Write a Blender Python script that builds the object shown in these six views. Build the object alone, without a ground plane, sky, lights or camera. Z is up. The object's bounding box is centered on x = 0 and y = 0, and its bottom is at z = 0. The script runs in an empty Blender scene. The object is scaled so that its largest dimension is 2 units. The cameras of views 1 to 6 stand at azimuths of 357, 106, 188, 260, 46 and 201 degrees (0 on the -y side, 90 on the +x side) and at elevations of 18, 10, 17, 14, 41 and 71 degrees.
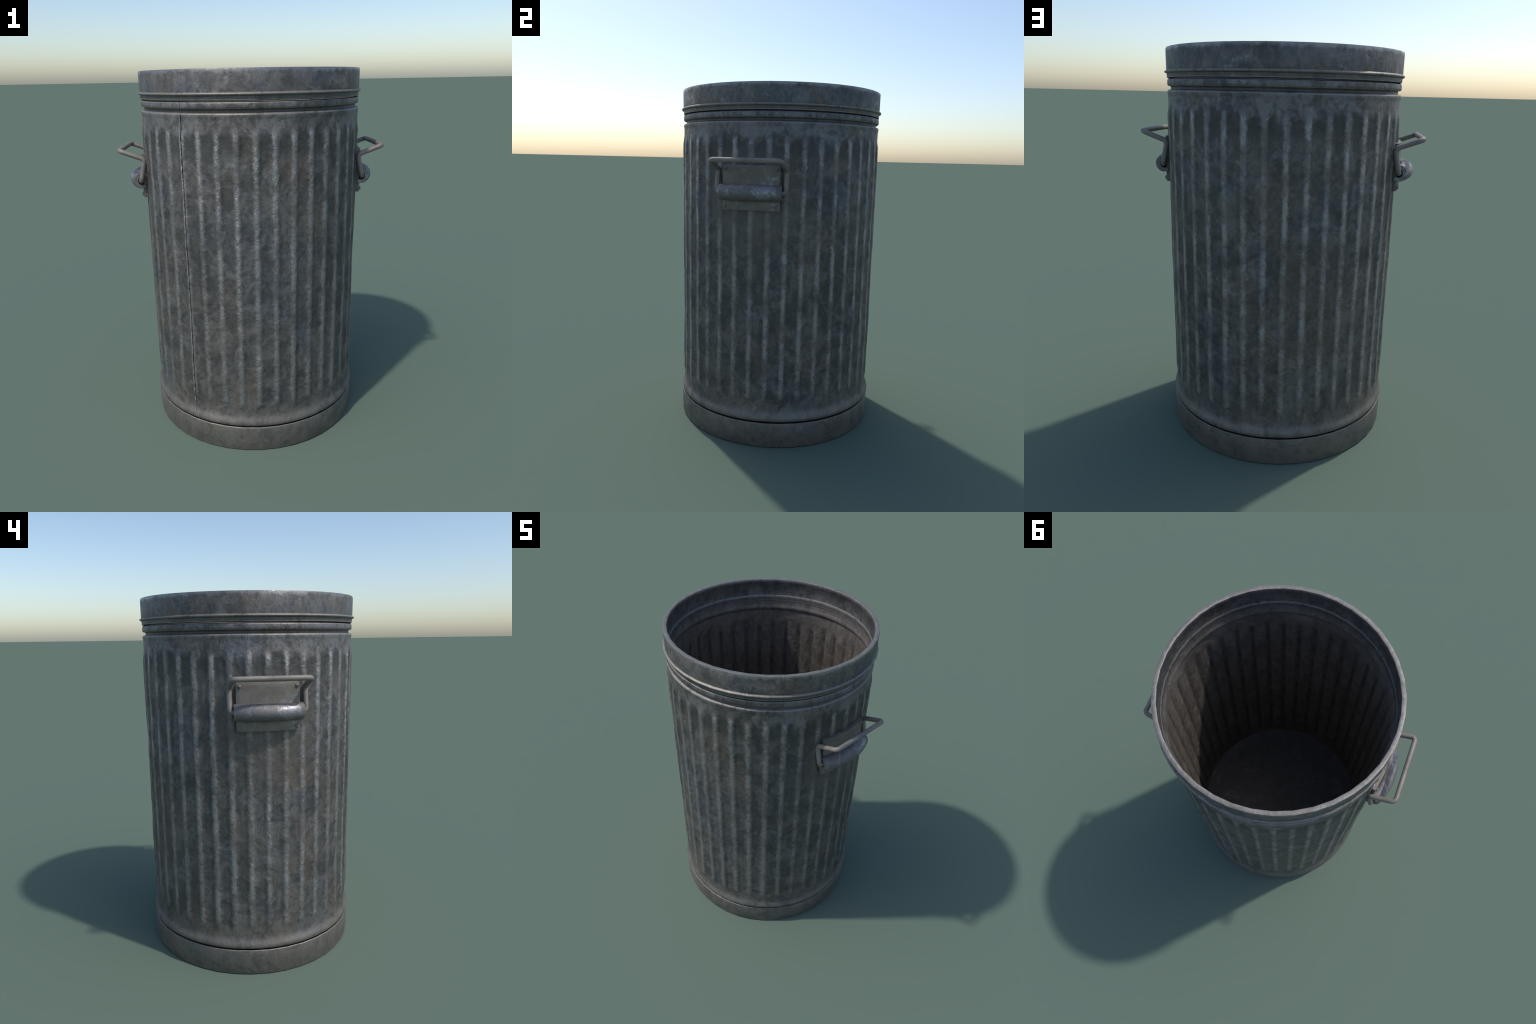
"""Weathered galvanised-steel trash can: ribbed body, ringed collar, base hoop, two drop handles."""
import bpy, math
import numpy as np
from mathutils import Vector, Matrix

TAU = 2 * math.pi
RIBS = 40                 # one raised rib every 9 degrees
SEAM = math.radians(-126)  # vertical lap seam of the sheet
R_BODY = 0.5915           # panel radius between the ribs
RIB_TOP, RIB_BOTTOM = 1.715, 0.262


# ------------------------------------------------------------------ noise
def _hash(ix, iy, iz, seed):
    h = (ix * 374761393 + iy * 668265263 + iz * 2147483647 + seed * 974711) & 0xFFFFFFFF
    h = ((h ^ (h >> 13)) * 1274126177) & 0xFFFFFFFF
    h = ((h ^ (h >> 16)) * 2246822519) & 0xFFFFFFFF
    return ((h ^ (h >> 15)) & 0xFFFF) / 32767.5 - 1.0


def noise(x, y, z, seed=0):
    """Smooth value noise in -1..1 on arrays."""
    x, y, z = np.broadcast_arrays(x, y, z)
    i = [np.floor(a).astype(np.int64) for a in (x, y, z)]
    f = [a - b for a, b in zip((x, y, z), i)]
    f = [a * a * a * (a * (6 * a - 15) + 10) for a in f]
    out = 0
    for dx in (0, 1):
        for dy in (0, 1):
            for dz in (0, 1):
                w = (f[0] if dx else 1 - f[0]) * (f[1] if dy else 1 - f[1]) * (f[2] if dz else 1 - f[2])
                out = out + w * _hash(i[0] + dx, i[1] + dy, i[2] + dz, seed)
    return out


def smooth(a, b, x):
    t = np.clip((x - a) / (b - a), 0, 1)
    return t * t * (3 - 2 * t)


# ------------------------------------------------------------------ mesh helpers
def grid_mesh(name, P, wrap_u=True, wrap_v=False):
    """P: (nv, nu, 3) grid -> mesh; u is the angular direction."""
    nv, nu = P.shape[:2]
    me = bpy.data.meshes.new(name)
    iu = np.arange(nu if wrap_u else nu - 1)
    iv = np.arange(nv if wrap_v else nv - 1)
    V, U = np.meshgrid(iv, iu, indexing="ij")
    V1, U1 = (V + 1) % nv, (U + 1) % nu
    F = np.stack([V * nu + U, V * nu + U1, V1 * nu + U1, V1 * nu + U], -1).reshape(-1, 4)
    me.vertices.add(nv * nu)
    me.vertices.foreach_set("co", P.astype(np.float32).ravel())
    me.loops.add(F.size)
    me.loops.foreach_set("vertex_index", F.astype(np.int32).ravel())
    me.polygons.add(len(F))
    me.polygons.foreach_set("loop_start", np.arange(0, F.size, 4, dtype=np.int32))
    me.update(calc_edges=True)
    me.validate()
    return me


def add(name, me, mat, parent=None, sharp=None):
    ob = bpy.data.objects.new(name, me)
    bpy.context.scene.collection.objects.link(ob)
    me.shade_smooth()
    if sharp:
        me.set_sharp_from_angle(angle=math.radians(sharp))
    if mat:
        me.materials.append(mat)
    if parent:
        ob.parent = parent
    return ob


def lathe(profile, thetas):
    """profile: list of (r, z), listed so the faces look outwards (outside wall from bottom to top)."""
    p = np.array(profile)
    r, z = p[:, 0][:, None], p[:, 1][:, None]
    return np.stack([r * np.cos(thetas), r * np.sin(thetas), z + 0 * thetas], -1)


# ------------------------------------------------------------------ node helpers
class Nodes:
    def __init__(self, name):
        self.mat = bpy.data.materials.new(name)
        self.mat.use_nodes = True
        self.t = self.mat.node_tree
        self.t.nodes.clear()
        self.out = self.t.nodes.new("ShaderNodeOutputMaterial")
        self.co = self.t.nodes.new("ShaderNodeTexCoord").outputs["Object"]
        s = self.t.nodes.new("ShaderNodeSeparateXYZ")
        self.link(self.co, s.inputs[0])
        self.x, self.y, self.z = s.outputs

    def link(self, a, b):
        self.t.links.new(a, b)

    def put(self, sock, v):
        if hasattr(v, "is_linked"):
            self.link(v, sock)
        else:
            sock.default_value = v

    def math(self, op, a, b=0.0, c=0.0, clamp=False):
        n = self.t.nodes.new("ShaderNodeMath")
        n.operation, n.use_clamp = op, clamp
        for s, v in zip(n.inputs, (a, b, c)):
            self.put(s, v)
        return n.outputs[0]

    def ss(self, v, lo, hi):
        """smoothstep of v between lo and hi (lo may be above hi)."""
        n = self.t.nodes.new("ShaderNodeMapRange")
        n.interpolation_type = "SMOOTHSTEP"
        self.put(n.inputs[0], v)
        if lo < hi:
            n.inputs[1].default_value, n.inputs[2].default_value = lo, hi
        else:
            n.inputs[1].default_value, n.inputs[2].default_value = hi, lo
            n.inputs[3].default_value, n.inputs[4].default_value = 1, 0
        return n.outputs[0]

    def noise(self, scale, detail=4, rough=0.6, stretch=(1, 1, 1), shift=(0, 0, 0), warp=0.0):
        m = self.t.nodes.new("ShaderNodeMapping")
        m.inputs["Scale"].default_value = stretch
        m.inputs["Location"].default_value = shift
        self.link(self.co, m.inputs[0])
        n = self.t.nodes.new("ShaderNodeTexNoise")
        n.inputs["Scale"].default_value = scale
        n.inputs["Detail"].default_value = detail
        n.inputs["Roughness"].default_value = rough
        n.inputs["Distortion"].default_value = warp
        self.link(m.outputs[0], n.inputs["Vector"])
        return n.outputs[0]

    def mix(self, f, a, b, mode="MIX"):
        n = self.t.nodes.new("ShaderNodeMix")
        n.data_type, n.blend_type = "RGBA", mode
        self.put(n.inputs[0], f)
        for s, v in ((n.inputs[6], a), (n.inputs[7], b)):
            self.put(s, (*v, 1) if isinstance(v, tuple) else v)
        return n.outputs[2]

    def bump(self, h, strength, dist, normal=None):
        n = self.t.nodes.new("ShaderNodeBump")
        n.inputs["Strength"].default_value = strength
        n.inputs["Distance"].default_value = dist
        self.link(h, n.inputs["Height"])
        if normal:
            self.link(normal, n.inputs["Normal"])
        return n.outputs[0]

    def finish(self, colour, metal, rough, normal=None):
        b = self.t.nodes.new("ShaderNodeBsdfPrincipled")
        self.put(b.inputs["Base Color"], colour)
        self.put(b.inputs["Metallic"], metal)
        self.put(b.inputs["Roughness"], rough)
        if normal:
            self.link(normal, b.inputs["Normal"])
        self.link(b.outputs[0], self.out.inputs[0])
        return self.mat


DARK, STEEL, BLUE = (0.087, 0.083, 0.078), (0.180, 0.170, 0.160), (0.150, 0.157, 0.173)
PALE, BROWN, DUST = (0.34, 0.33, 0.325), (0.125, 0.098, 0.078), (0.235, 0.205, 0.17)


def galvanised(name, ribs=False, wear=0.5, inner=False):
    """Weathered zinc: dark grime, blue and brown blotches, pale rubbed metal, scuffs, scratches, specks."""
    N = Nodes(name)
    M, A, S = (lambda *v: N.math("MULTIPLY", *v)), (lambda *v: N.math("ADD", *v)), (lambda *v: N.math("SUBTRACT", *v))
    big = N.noise(3.4, 5, 0.62, (1, 1, 0.8), (3, 1, 7), 0.6)
    mid = N.noise(11, 7, 0.68, (1, 1, 0.9), (9, 4, 2), 0.9)
    fine = N.noise(48, 5, 0.7, (1, 1, 0.8), (1, 8, 5))
    streak = N.noise(20, 5, 0.7, (1, 1, 0.35), (4, 2, 6), 0.8)
    angle = N.math("ARCTAN2", N.y, N.x)

    def between(v, lo, hi, soft):
        return M(N.ss(v, lo - soft, lo + soft), N.ss(v, hi + soft, hi - soft))

    # ground tone: grime to clean zinc
    tone = A(M(big, 0.42), M(mid, 0.58))
    tone = A(tone, M(S(fine, 0.5), 0.35))
    tone = A(tone, M(S(streak, 0.5), 0.3))
    col = N.mix(N.ss(tone, 0.36, 0.64), DARK, STEEL)
    col = N.mix(M(N.ss(N.noise(3.8, 5, 0.66, (1, 1, 0.8), (6, 6, 1), 0.5), 0.49, 0.64), 0.8), col, N.mix(N.ss(tone, 0.34, 0.65), (0.062, 0.068, 0.080), BLUE))
    col = N.mix(M(N.ss(N.noise(3.3, 6, 0.66, (1, 1, 0.7), (2, 9, 3), 0.7), 0.5, 0.66), 0.75), col, N.mix(N.ss(fine, 0.35, 0.65), BROWN, (0.185, 0.155, 0.133)))
    # pale rubbed patches and dark blots
    rub = M(N.ss(N.noise(8, 8, 0.72, (1, 1, 1), (5, 0, 8), 1.2), 0.54, 0.68), N.ss(fine, 0.34, 0.6))
    col = N.mix(M(rub, 0.3 + 0.45 * wear), col, PALE)
    blot = M(N.ss(N.noise(7, 7, 0.7, (1, 1, 1.1), (1, 3, 4), 1.0), 0.55, 0.68), N.ss(fine, 0.3, 0.55))
    col = N.mix(M(blot, 0.6), col, (0.055, 0.055, 0.052))
    pale = M(rub, 0.5)
    bumps = A(M(mid, 0.7), M(fine, 0.35))
    zed = A(N.z, M(S(mid, 0.5), 0.16))
    if ribs:
        # distance from the rib crest, edge made ragged by noise
        ragged = N.noise(34, 6, 0.75, (1, 1, 0.9), (7, 3, 3), 0.6)
        d = A(N.math("PINGPONG", N.math("DIVIDE", angle, TAU / RIBS), 0.5), M(S(ragged, 0.5), 0.34))
        span = between(zed, RIB_BOTTOM + 0.01, RIB_TOP - 0.008, 0.022)
        keep = A(M(N.ss(N.noise(9, 7, 0.72, (1, 1, 0.8), (3, 3, 9)), 0.40, 0.62), 0.82), 0.18)
        crest = M(M(N.ss(d, 0.22, 0.03), span), keep)
        pan = M(N.ss(d, 0.10, 0.24), span)
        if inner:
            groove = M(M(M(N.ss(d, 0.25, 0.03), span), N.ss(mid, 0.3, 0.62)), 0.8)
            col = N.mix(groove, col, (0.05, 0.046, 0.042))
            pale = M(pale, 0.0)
        else:
            # grime in the panels, thickest at their upper ends; crests are rubbed bright
            col = N.mix(M(pan, A(M(N.ss(mid, 0.62, 0.38), 0.4), 0.06)), col, (0.062, 0.064, 0.062))
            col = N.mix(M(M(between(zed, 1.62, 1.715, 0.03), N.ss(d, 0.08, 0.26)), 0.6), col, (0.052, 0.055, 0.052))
            # dull brownish smear round the handles that hides the rubbed crests
            hy, hz = N.math("DIVIDE", N.y, 0.25), N.math("DIVIDE", S(zed, 1.36), 0.3)
            patch = M(N.ss(A(A(M(hy, hy), M(hz, hz)), M(S(big, 0.5), 1.6)), 1.5, 0.35), 0.55)
            col = N.mix(patch, col, (0.122, 0.111, 0.096))
            crest = M(crest, S(1.0, patch))
            col = N.mix(M(crest, 0.85), col, (0.375, 0.365, 0.355))
            pale = N.math("MAXIMUM", pale, M(crest, 0.8))
            bumps = A(bumps, M(M(crest, ragged), 1.9))
            # plain band above the ribs: cleaner, cloudy scuffs
            col = N.mix(M(M(N.ss(zed, 1.69, 1.75), N.ss(tone, 0.42, 0.6)), 0.5), col, (0.235, 0.232, 0.235))
            # bead and groove under the collar, and the shoulder edges: dust-worn lines
            col = N.mix(M(between(N.z, 1.8065, 1.8215, 0.002), 0.75), col, (0.085, 0.080, 0.074))
            for lo, hi in ((1.797, 1.8055), (1.8505, 1.8575), (1.8225, 1.8275)):
                col = N.mix(M(between(N.z, lo, hi, 0.0015), M(N.ss(streak, 0.3, 0.5), 0.7)), col, (0.27, 0.245, 0.215))
            col = N.mix(M(between(A(N.z, M(S(mid, 0.5), 0.05)), 0.153, 0.200, 0.014), M(N.ss(streak, 0.3, 0.6), 0.42)), col, (0.23, 0.205, 0.175))  # paler tan band on the flare above the hoop
            # lap seam: dark line beside broken sun glints painted near-white
            sa = S(angle, SEAM)
            edge = M(M(between(sa, -0.013, -0.0045, 0.002), N.ss(ragged, 0.40, 0.58)), N.ss(N.z, 1.80, 1.77))
            col = N.mix(M(edge, 0.85), col, (0.6, 0.59, 0.58))
            pale = N.math("MAXIMUM", pale, edge)
            col = N.mix(M(N.ss(N.math("ABSOLUTE", sa), 0.0055, 0.002), 0.8), col, (0.028, 0.028, 0.028))
    elif wear > 0.6:
        # collar: pale worn lip, dusty proud ring, faint joint
        lip = M(N.ss(A(N.z, M(S(mid, 0.5), 0.05)), 1.978, 1.999), N.ss(fine, 0.18, 0.45))
        col = N.mix(M(lip, 0.75), col, (0.34, 0.325, 0.31))
        top = N.ss(N.z, 1.9975, 1.9995)
        col = N.mix(M(top, 0.85), col, N.mix(N.ss(streak, 0.3, 0.65), (0.135, 0.126, 0.115), (0.20, 0.19, 0.177)))
        lip = M(lip, S(1.0, top))
        pale = N.math("MAXIMUM", pale, M(lip, 0.8))
        for lo, hi, k in ((1.883, 1.896, 0.8), (1.8585, 1.8655, 0.6)):
            col = N.mix(M(between(N.z, lo, hi, 0.0015), M(N.ss(streak, 0.28, 0.5), k)), col, (0.27, 0.245, 0.215))
        col = N.mix(M(between(N.z, 1.867, 1.8815, 0.0015), 0.5), col, (0.10, 0.095, 0.088))
        col = N.mix(M(N.ss(N.math("ABSOLUTE", S(angle, SEAM)), 0.0035, 0.0012), 0.45), col, (0.05, 0.05, 0.05))
    else:
        col = N.mix(M(between(A(N.z, M(S(mid, 0.5), 0.02)), 0.137, 0.15, 0.003), 0.3), col, (0.22, 0.20, 0.175))
        col = N.mix(M(N.ss(A(N.z, M(S(mid, 0.5), 0.05)), 0.012, 0.0), 0.5), col, (0.25, 0.225, 0.195))
    if not ribs and wear < 0.6:
        col = N.mix(0.22, col, (0.27, 0.252, 0.23))
        col = N.mix(M(blot, 0.5), col, (0.07, 0.068, 0.064))
        col = N.mix(M(rub, 0.45), col, PALE)
    # settled road dust near the foot, broken up
    if not inner:
        dust = M(N.ss(A(N.z, M(S(big, 0.5), 1.1)), 0.55, 0.05), N.ss(mid, 0.32, 0.62))
        col = N.mix(M(dust, 0.45), col, DUST)
    # gap shadow painted near-black into the joints under the collar and above the base hoop
    joint = N.math("MAXIMUM", between(N.z, 1.8545, 1.8598, 0.0006), between(N.z, 0.1458, 0.1533, 0.0008))
    if not inner:
        col = N.mix(joint, col, (0.012, 0.012, 0.011))
    # scratches and specks
    scr = N.noise(9, 3, 0.55, (1.0, 1.0, 9.0), (0, 5, 1), 2.2)
    line = M(N.ss(N.math("ABSOLUTE", S(scr, 0.5)), 0.006, 0.0), N.ss(mid, 0.52, 0.66))
    col = N.mix(M(line, 0.5), col, PALE)
    speck = N.ss(N.noise(130, 2, 0.5, (1, 1, 1), (2, 2, 2)), 0.72, 0.77)
    col = N.mix(M(speck, 0.5), col, (0.40, 0.40, 0.40))
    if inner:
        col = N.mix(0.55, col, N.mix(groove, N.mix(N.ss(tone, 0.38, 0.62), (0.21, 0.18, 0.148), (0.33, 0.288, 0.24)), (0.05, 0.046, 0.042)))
    nrm = N.bump(bumps, 0.5, 0.012)
    nrm = N.bump(N.noise(120, 3, 0.6), 0.12, 0.003, nrm)
    metal = N.math("ADD", 0.55, M(pale, 0.35), 0.0, True)
    rough = S(A(0.42, M(fine, 0.26)), M(pale, 0.24))
    return N.finish(col, metal, rough, nrm)


def dusty_steel(name, base, rubbed, amount, metal=0.3):
    """Handle hardware: steel under a film of brown-grey dust, rubbed bright in places."""
    N = Nodes(name)
    n1, n2 = N.noise(16, 6, 0.68, (1, 1, 1), (3, 3, 3), 0.7), N.noise(60, 4, 0.7, (1, 1, 1), (8, 1, 4))
    v = N.math("ADD", N.math("MULTIPLY", n1, 0.7), N.math("MULTIPLY", n2, 0.3))
    col = N.mix(N.ss(v, 0.3, 0.65), tuple(c * 0.72 for c in base), base)
    rub = N.math("MULTIPLY", N.ss(N.noise(9, 6, 0.7, (1, 1, 1), (1, 7, 2), 0.8), 0.64 - amount, 0.78 - amount), N.ss(n2, 0.3, 0.6))
    col = N.mix(rub, col, rubbed)
    nrm = N.bump(v, 0.25, 0.006)
    return N.finish(col, N.math("ADD", metal, N.math("MULTIPLY", rub, 0.4)), N.math("SUBTRACT", 0.62, N.math("MULTIPLY", rub, 0.2)), nrm)


M_BODY = galvanised("galvanised_ribbed", ribs=True, wear=0.4)
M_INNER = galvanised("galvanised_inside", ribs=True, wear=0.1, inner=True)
M_FLOOR = dusty_steel("dark_floor", (0.085, 0.080, 0.074), (0.12, 0.118, 0.115), 0.1, 0.3)
M_COLLAR = galvanised("galvanised_collar", wear=0.7)
M_BASE = galvanised("galvanised_base", wear=0.35)
M_BAIL = dusty_steel("dusty_wire", (0.24, 0.218, 0.192), (0.32, 0.31, 0.30), 0.04, 0.25)
M_PLATE = dusty_steel("dusty_plate", (0.20, 0.182, 0.16), (0.26, 0.26, 0.265), 0.12, 0.35)
M_ROLL = dusty_steel("rubbed_sleeve", (0.18, 0.172, 0.168), (0.30, 0.30, 0.325), 0.14, 0.5)

# ------------------------------------------------------------------ the thing
can = bpy.data.objects.new("trash_can", None)
bpy.context.scene.collection.objects.link(can)
can["label"] = "dented grey galvanised steel trash can with ribs and handles"
can["category"] = "trash can"

FACETS = np.arange(40) * TAU / 40   # the collar and hoop are rolled with faint facets

# ------------------------------------------------------------------ body
thetas = np.unique(np.round(np.concatenate([
    np.arange(RIBS * 18) * TAU / (RIBS * 18) - math.pi,
    SEAM + np.linspace(-0.016, 0.016, 17)]), 6))


def rib_relief(T, Z, seed):
    """Height of the pressed ribs: rounded crests with ragged flanks and uneven ends."""
    a = T / (TAU / RIBS)
    k = np.round(a) % RIBS
    x, y = np.cos(T), np.sin(T)
    rag = 0.045 * noise(x * 14, y * 14, Z * 22, seed) + 0.03 * noise(x * 30, y * 30, Z * 55, seed + 1)
    d = np.abs(a - np.round(a)) + rag
    top = RIB_TOP + 0.014 * noise(k * 3.7, 0.5, 0.5, seed + 2)
    bot = RIB_BOTTOM + 0.016 * noise(k * 5.3, 2.5, 0.5, seed + 3)
    ends = smooth(top + 0.03, top - 0.035, Z) * smooth(bot - 0.02, bot + 0.03, Z)
    amp = 0.78 + 0.3 * noise(x * 4 + k, y * 4, Z * 5, seed + 4)
    return smooth(0.36, 0.05, d) * ends * amp


def dents(T, Z, seed):
    x, y = np.cos(T), np.sin(T)
    big = noise(x * 2.6, y * 2.6, Z * 2.2, seed)
    mid = noise(x * 8, y * 8, Z * 9, seed + 1)
    small = noise(x * 22, y * 22, Z * 26, seed + 2)
    pit = smooth(0.55, 0.9, noise(x * 11, y * 11, Z * 12, seed + 3))
    return 0.0010 * big + 0.0009 * mid + 0.00045 * small - 0.0022 * pit


# outside wall from the base seam up to the bead under the collar
lower = [(0.585, 0.1535), (0.600, 0.1530), (0.6045, 0.1550), (0.6075, 0.161), (0.6081, 0.168), (0.6072, 0.1755), (0.6045, 0.1835), (0.6002, 0.1935), (0.5962, 0.2035), (0.5938, 0.2125), (0.5925, 0.224), (0.5922, 0.245)]
upper = [(0.5925, 1.785), (0.5928, 1.796), (0.5915, 1.8015), (0.587, 1.8045), (0.5775, 1.8065), (0.5752, 1.810), (0.5752, 1.818), (0.578, 1.8215), (0.588, 1.8235), (0.5912, 1.827), (0.5920, 1.834), (0.5920, 1.846), (0.5905, 1.8520), (0.586, 1.8548), (0.572, 1.8550)]
wall_z = np.linspace(0.272, 1.778, 430)
outer = np.array(lower + [(0.5922, z) for z in wall_z] + upper)
r, z = outer[:, 0][:, None], outer[:, 1][:, None]
T = np.broadcast_to(thetas, (len(outer), len(thetas)))
Z = np.broadcast_to(z, T.shape)
inside_band = smooth(0.22, 0.3, Z) * smooth(1.80, 1.77, Z)
seam_d = T - SEAM
seam = (-0.0030 * np.exp(-(seam_d / 0.0035) ** 2) + 0.0040 * np.exp(-((seam_d + 0.009) / 0.006) ** 2)) * smooth(1.803, 1.79, Z) * smooth(0.17, 0.24, Z)
seam = seam * (0.75 + 0.5 * noise(0 * Z, 0 * Z + 0.3, Z * 45, 50))
RR = r + inside_band * (0.0086 * rib_relief(T, Z, 3) - 0.0022 + dents(T, Z, 11)) + seam
body_grid = np.stack([RR * np.cos(T), RR * np.sin(T), Z], -1)
add("body", grid_mesh("body", body_grid), M_BODY, can, sharp=50)

# inside wall: same ribs seen from behind, from the shelf ring down to the floor
inner_top = [(0.5895, 1.8560), (0.5695, 1.8560), (0.5685, 1.845), (0.5690, 1.836), (0.5662, 1.826), (0.5645, 1.818), (0.5645, 1.811), (0.5660, 1.8045), (0.5700, 1.7995), (0.5718, 1.797), (0.5722, 1.788)]
inner = np.array(inner_top + [(0.5715, z) for z in np.linspace(1.775, 0.165, 240)])
th2 = np.arange(RIBS * 14) * TAU / (RIBS * 14) - math.pi
r, z = inner[:, 0][:, None], inner[:, 1][:, None]
T = np.broadcast_to(th2, (len(inner), len(th2)))
Z = np.broadcast_to(z, T.shape)
RR = r + smooth(0.16, 0.3, Z) * smooth(1.79, 1.75, Z) * (0.0060 * rib_relief(T, Z, 3) + dents(T, Z, 11))
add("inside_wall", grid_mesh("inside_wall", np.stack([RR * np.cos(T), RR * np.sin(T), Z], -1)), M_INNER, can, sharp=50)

# ------------------------------------------------------------------ collar: plain band, proud ring, folded hem
collar = [(0.5696, 1.8585), (0.5790, 1.8595), (0.5895, 1.8600), (0.5925, 1.8620), (0.5930, 1.8665), (0.5932, 1.8795), (0.5955, 1.8818), (0.6015, 1.8845), (0.6042, 1.8872),
          (0.6046, 1.8900), (0.6030, 1.8928), (0.5985, 1.8950), (0.5948, 1.8980), (0.5950, 1.9040), (0.5952, 1.9955), (0.5940, 1.9988), (0.5890, 2.0),
          (0.5760, 2.0), (0.5728, 1.9985), (0.5715, 1.9950), (0.5718, 1.9760), (0.5735, 1.9735), (0.5740, 1.9000), (0.5730, 1.8965), (0.5712, 1.8940),
          (0.5702, 1.8885), (0.5708, 1.8750), (0.5696, 1.8690)]
add("collar", grid_mesh("collar", lathe(collar, FACETS), wrap_v=True), M_COLLAR, can, sharp=38)

# ------------------------------------------------------------------ base hoop and floor
hoop = [(0.5850, 0.0015), (0.5870, 0.0), (0.6000, 0.0), (0.6030, 0.0020), (0.6055, 0.0060), (0.6083, 0.1370), (0.6074, 0.1430), (0.6040, 0.1462), (0.5990, 0.1475), (0.5850, 0.1480)]
add("base_hoop", grid_mesh("base_hoop", lathe(hoop, FACETS), wrap_v=True), M_BASE, can, sharp=38)
floor = [(0.001, 0.150), (0.560, 0.150), (0.5715, 0.152), (0.5715, 0.182), (0.560, 0.180), (0.45, 0.1775), (0.001, 0.1765)]
add("floor", grid_mesh("floor", lathe(floor, np.arange(80) * TAU / 80), wrap_v=True), M_FLOOR, can, sharp=40)

# ------------------------------------------------------------------ handles (built on the +x side, the other is turned half round)
Z_ROLL = 1.4355


def roll_centre(y):
    """The sleeve bows outwards more than the can does: a circular arc of radius 0.381."""
    return 0.641 - 0.381 + math.sqrt(0.381 ** 2 - y * y)


def fillet(points, radius, n=7):
    """Round the corners of a polyline; returns a dense polyline."""
    out = [Vector(points[0])]
    for a, b, c in zip(points, points[1:], points[2:]):
        a, b, c = Vector(a), Vector(b), Vector(c)
        u, w = (a - b).normalized(), (c - b).normalized()
        half = u.angle(w) / 2
        cut = min(radius / math.tan(half), 0.49 * (a - b).length, 0.49 * (c - b).length)
        p, q = b + u * cut, b + w * cut
        for i in range(n + 1):
            t = i / n
            out.append((p.lerp(b, t)).lerp(b.lerp(q, t), t))
    out.append(Vector(points[-1]))
    return out


def tube(path, radius, sides=18, closed=True):
    n = len(path)
    ring, up = [], Vector((0.3, 0.2, 1)).normalized()
    for i, p in enumerate(path):
        t = (path[(i + 1) % n] - path[i - 1]).normalized()
        up = (up - t * up.dot(t)).normalized()
        side = t.cross(up)
        ring.append([p + radius * (math.cos(k * TAU / sides) * up + math.sin(k * TAU / sides) * side) for k in range(sides)])
    return np.array(ring)[:, ::-1]


wire_y = 0.189
corners = [(0.7045, y, 1.6020) for y in (-wire_y, wire_y)]
sleeve_run = [(roll_centre(y) - 0.004, y, Z_ROLL) for y in np.linspace(0.15, -0.15, 9)]
loop = [(0.7045, 0.0, 1.6020), corners[1], (0.5735, wire_y, 1.5545), (0.599, wire_y, Z_ROLL)] + sleeve_run + [(0.599, -wire_y, Z_ROLL), (0.5735, -wire_y, 1.5545), corners[0], (0.7045, -0.001, 1.6020)]
path = fillet(loop, 0.026)
ring = tube(path, 0.0132)
bail_me = grid_mesh("bail", ring)


def plate_grid():
    """Curved bracket plate, rounded corners, thicker than the ribs are high."""
    ny, nz = 26, 22
    half, zb, zt = 0.1585, 1.342, 1.5785
    front, back = [], []
    for j in range(nz):
        f, b = [], []
        for i in range(ny):
            s, t = 2 * i / (ny - 1) - 1, 2 * j / (nz - 1) - 1
            # squeeze the grid corners in for a small radius
            k = 1 - 0.012 * max(0, abs(s) + abs(t) - 1.9) / 0.1
            y, z = s * half * k, (zb + zt) / 2 + t * (zt - zb) / 2 * k
            a = math.asin(y / 0.612)
            wob = 0.0012 * float(noise(np.array(y * 18), np.array(z * 18), np.array(0.5), 71))
            edge = 0.0028 * max(0, max(abs(s), abs(t)) - 0.93) / 0.07
            lean = 0.003 * (1 - (z - zb) / (zt - zb))
            rf = 0.6145 + wob - edge + 0.5 * lean
            f.append((rf * math.cos(a), rf * math.sin(a), z))
            b.append((0.588 * math.cos(a), 0.588 * math.sin(a), z))
        front.append(f)
        back.append(b)
    return np.array(front), np.array(back)


def plate_mesh():
    f, b = plate_grid()
    nz, ny = f.shape[:2]
    v = np.concatenate([f.reshape(-1, 3), b.reshape(-1, 3)])
    o, faces = nz * ny, []
    for j in range(nz - 1):
        for i in range(ny - 1):
            q = [j * ny + i, j * ny + i + 1, (j + 1) * ny + i + 1, (j + 1) * ny + i]
            faces += [q, [k + o for k in q[::-1]]]
    rim = [i for i in range(ny)] + [j * ny + ny - 1 for j in range(1, nz)] + [(nz - 1) * ny + i for i in range(ny - 2, -1, -1)] + [j * ny for j in range(nz - 2, 0, -1)]
    for p, q in zip(rim, rim[1:] + rim[:1]):
        faces.append([q, p, p + o, q + o])
    me = bpy.data.meshes.new("handle_plate")
    me.from_pydata(v.tolist(), [], faces)
    me.update()
    return me


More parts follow.
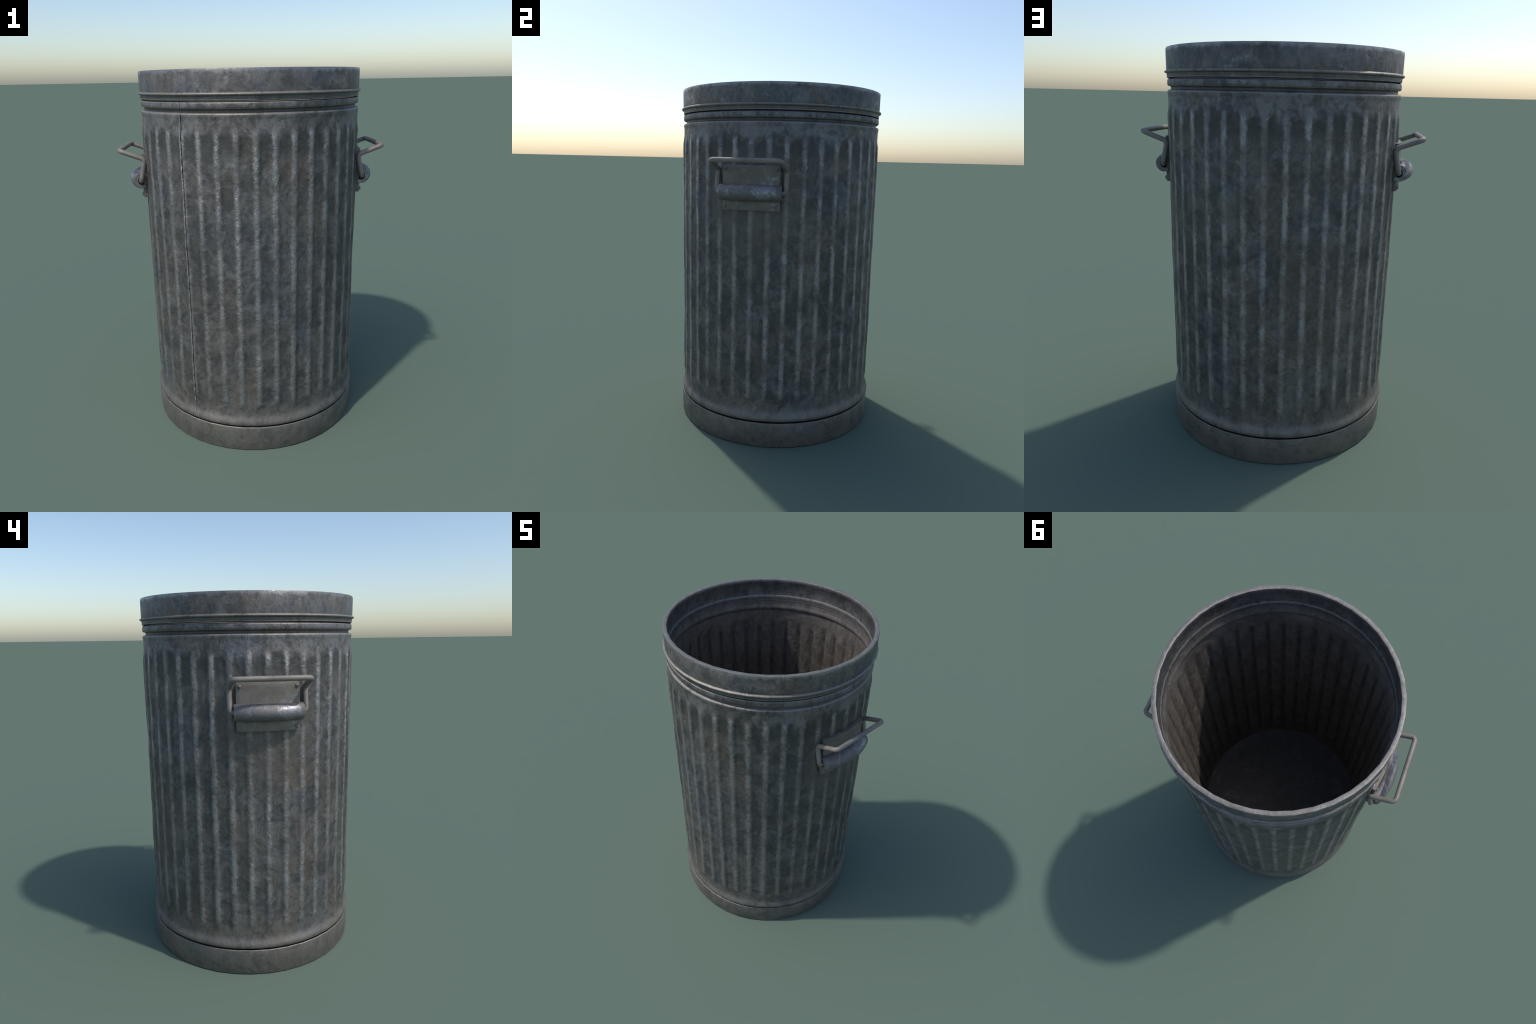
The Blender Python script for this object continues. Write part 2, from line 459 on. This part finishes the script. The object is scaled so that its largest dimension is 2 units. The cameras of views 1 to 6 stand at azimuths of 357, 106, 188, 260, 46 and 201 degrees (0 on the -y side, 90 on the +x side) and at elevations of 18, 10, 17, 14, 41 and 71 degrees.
def sleeve_mesh():
    """Sheet curled round the wire: C-shaped section with wall thickness, swept along the bowed arc."""
    outer_r, inner_r, rows = 0.0425, 0.0215, 41
    ang = np.radians(np.linspace(118, -128, 30))
    sec = [(outer_r * math.cos(a), outer_r * math.sin(a)) for a in ang] + [(inner_r * math.cos(a), inner_r * math.sin(a)) for a in ang[::-1]]
    P = []
    for y in np.linspace(-0.1725, 0.1725, rows):
        c = roll_centre(y)
        t = math.asin(y / 0.381) * 0.35
        end = min(1.0, (0.1725 - abs(y)) / 0.006)   # slightly rounded ends
        P.append([(c + sx * (0.93 + 0.07 * end) * math.cos(t), y + sx * math.sin(t) * 0.4, Z_ROLL + sz * (0.95 + 0.05 * end) + 0.0008 * float(noise(np.array(y * 25), np.array(sx * 30), np.array(sz * 30), 81))) for sx, sz in sec])
    P = np.array(P)
    me0 = grid_mesh("sleeve_tmp", P)
    n = len(sec)
    v = P.reshape(-1, 3).tolist()
    faces = [list(p.vertices) for p in me0.polygons]
    bpy.data.meshes.remove(me0)
    h, last = n // 2, (rows - 1) * n
    for i in range(h - 1):
        q = [i, i + 1, n - 2 - i, n - 1 - i]
        faces += [q[::-1], [k + last for k in q]]
    me = bpy.data.meshes.new("handle_sleeve")
    me.from_pydata(v, [], faces)
    me.update()
    return me


def rivet_mesh():
    prof = [(0.0098, -0.004), (0.0098, 0.003), (0.0088, 0.0062), (0.0060, 0.0082), (0.0006, 0.0088)]
    return grid_mesh("rivet", lathe(prof, np.arange(20) * TAU / 20))


import bmesh
def outward(me):
    bm = bmesh.new()
    bm.from_mesh(me)
    bmesh.ops.recalc_face_normals(bm, faces=bm.faces)
    bm.to_mesh(me)
    bm.free()
    return me


plate_me, sleeve_me, rivet_me = outward(plate_mesh()), outward(sleeve_mesh()), outward(rivet_mesh())
outward(bail_me)
half_turn = Matrix.Rotation(math.pi, 4, "Z")
first = True
for turn in (Matrix.Identity(4), half_turn):
    if first:
        plate = add("handle_plate", plate_me, M_PLATE, can, sharp=40)
        sleeve = add("handle_sleeve", sleeve_me, M_ROLL, plate, sharp=45)
        bail = add("handle", bail_me, M_BAIL, can)
        rivet = add("rivet", rivet_me, M_PLATE, plate, sharp=60)
        rivets = [rivet]
        src = (plate, sleeve, bail)
    else:
        plate, sleeve, bail = (o.copy() for o in src)
        for o in (plate, sleeve, bail):
            bpy.context.scene.collection.objects.link(o)
        sleeve.parent = plate
        plate.matrix_basis = bail.matrix_basis = turn
        rivets = []
    spots = [(s * math.radians(13.35), z) for s in (-1, 1) for z in (1.361, 1.560)]
    for i, (a, z) in enumerate(spots):
        if first and i == 0:
            rv = rivets[0]
        else:
            rv = rivet.copy()
            bpy.context.scene.collection.objects.link(rv)
        rv.parent = plate
        rr = 0.6135 + (0.0015 if z < 1.45 else 0)
        rv.matrix_basis = Matrix.Translation((rr * math.cos(a), rr * math.sin(a), z)) @ Matrix.Rotation(a, 4, "Z") @ Matrix.Rotation(math.pi / 2, 4, "Y")
    first = False
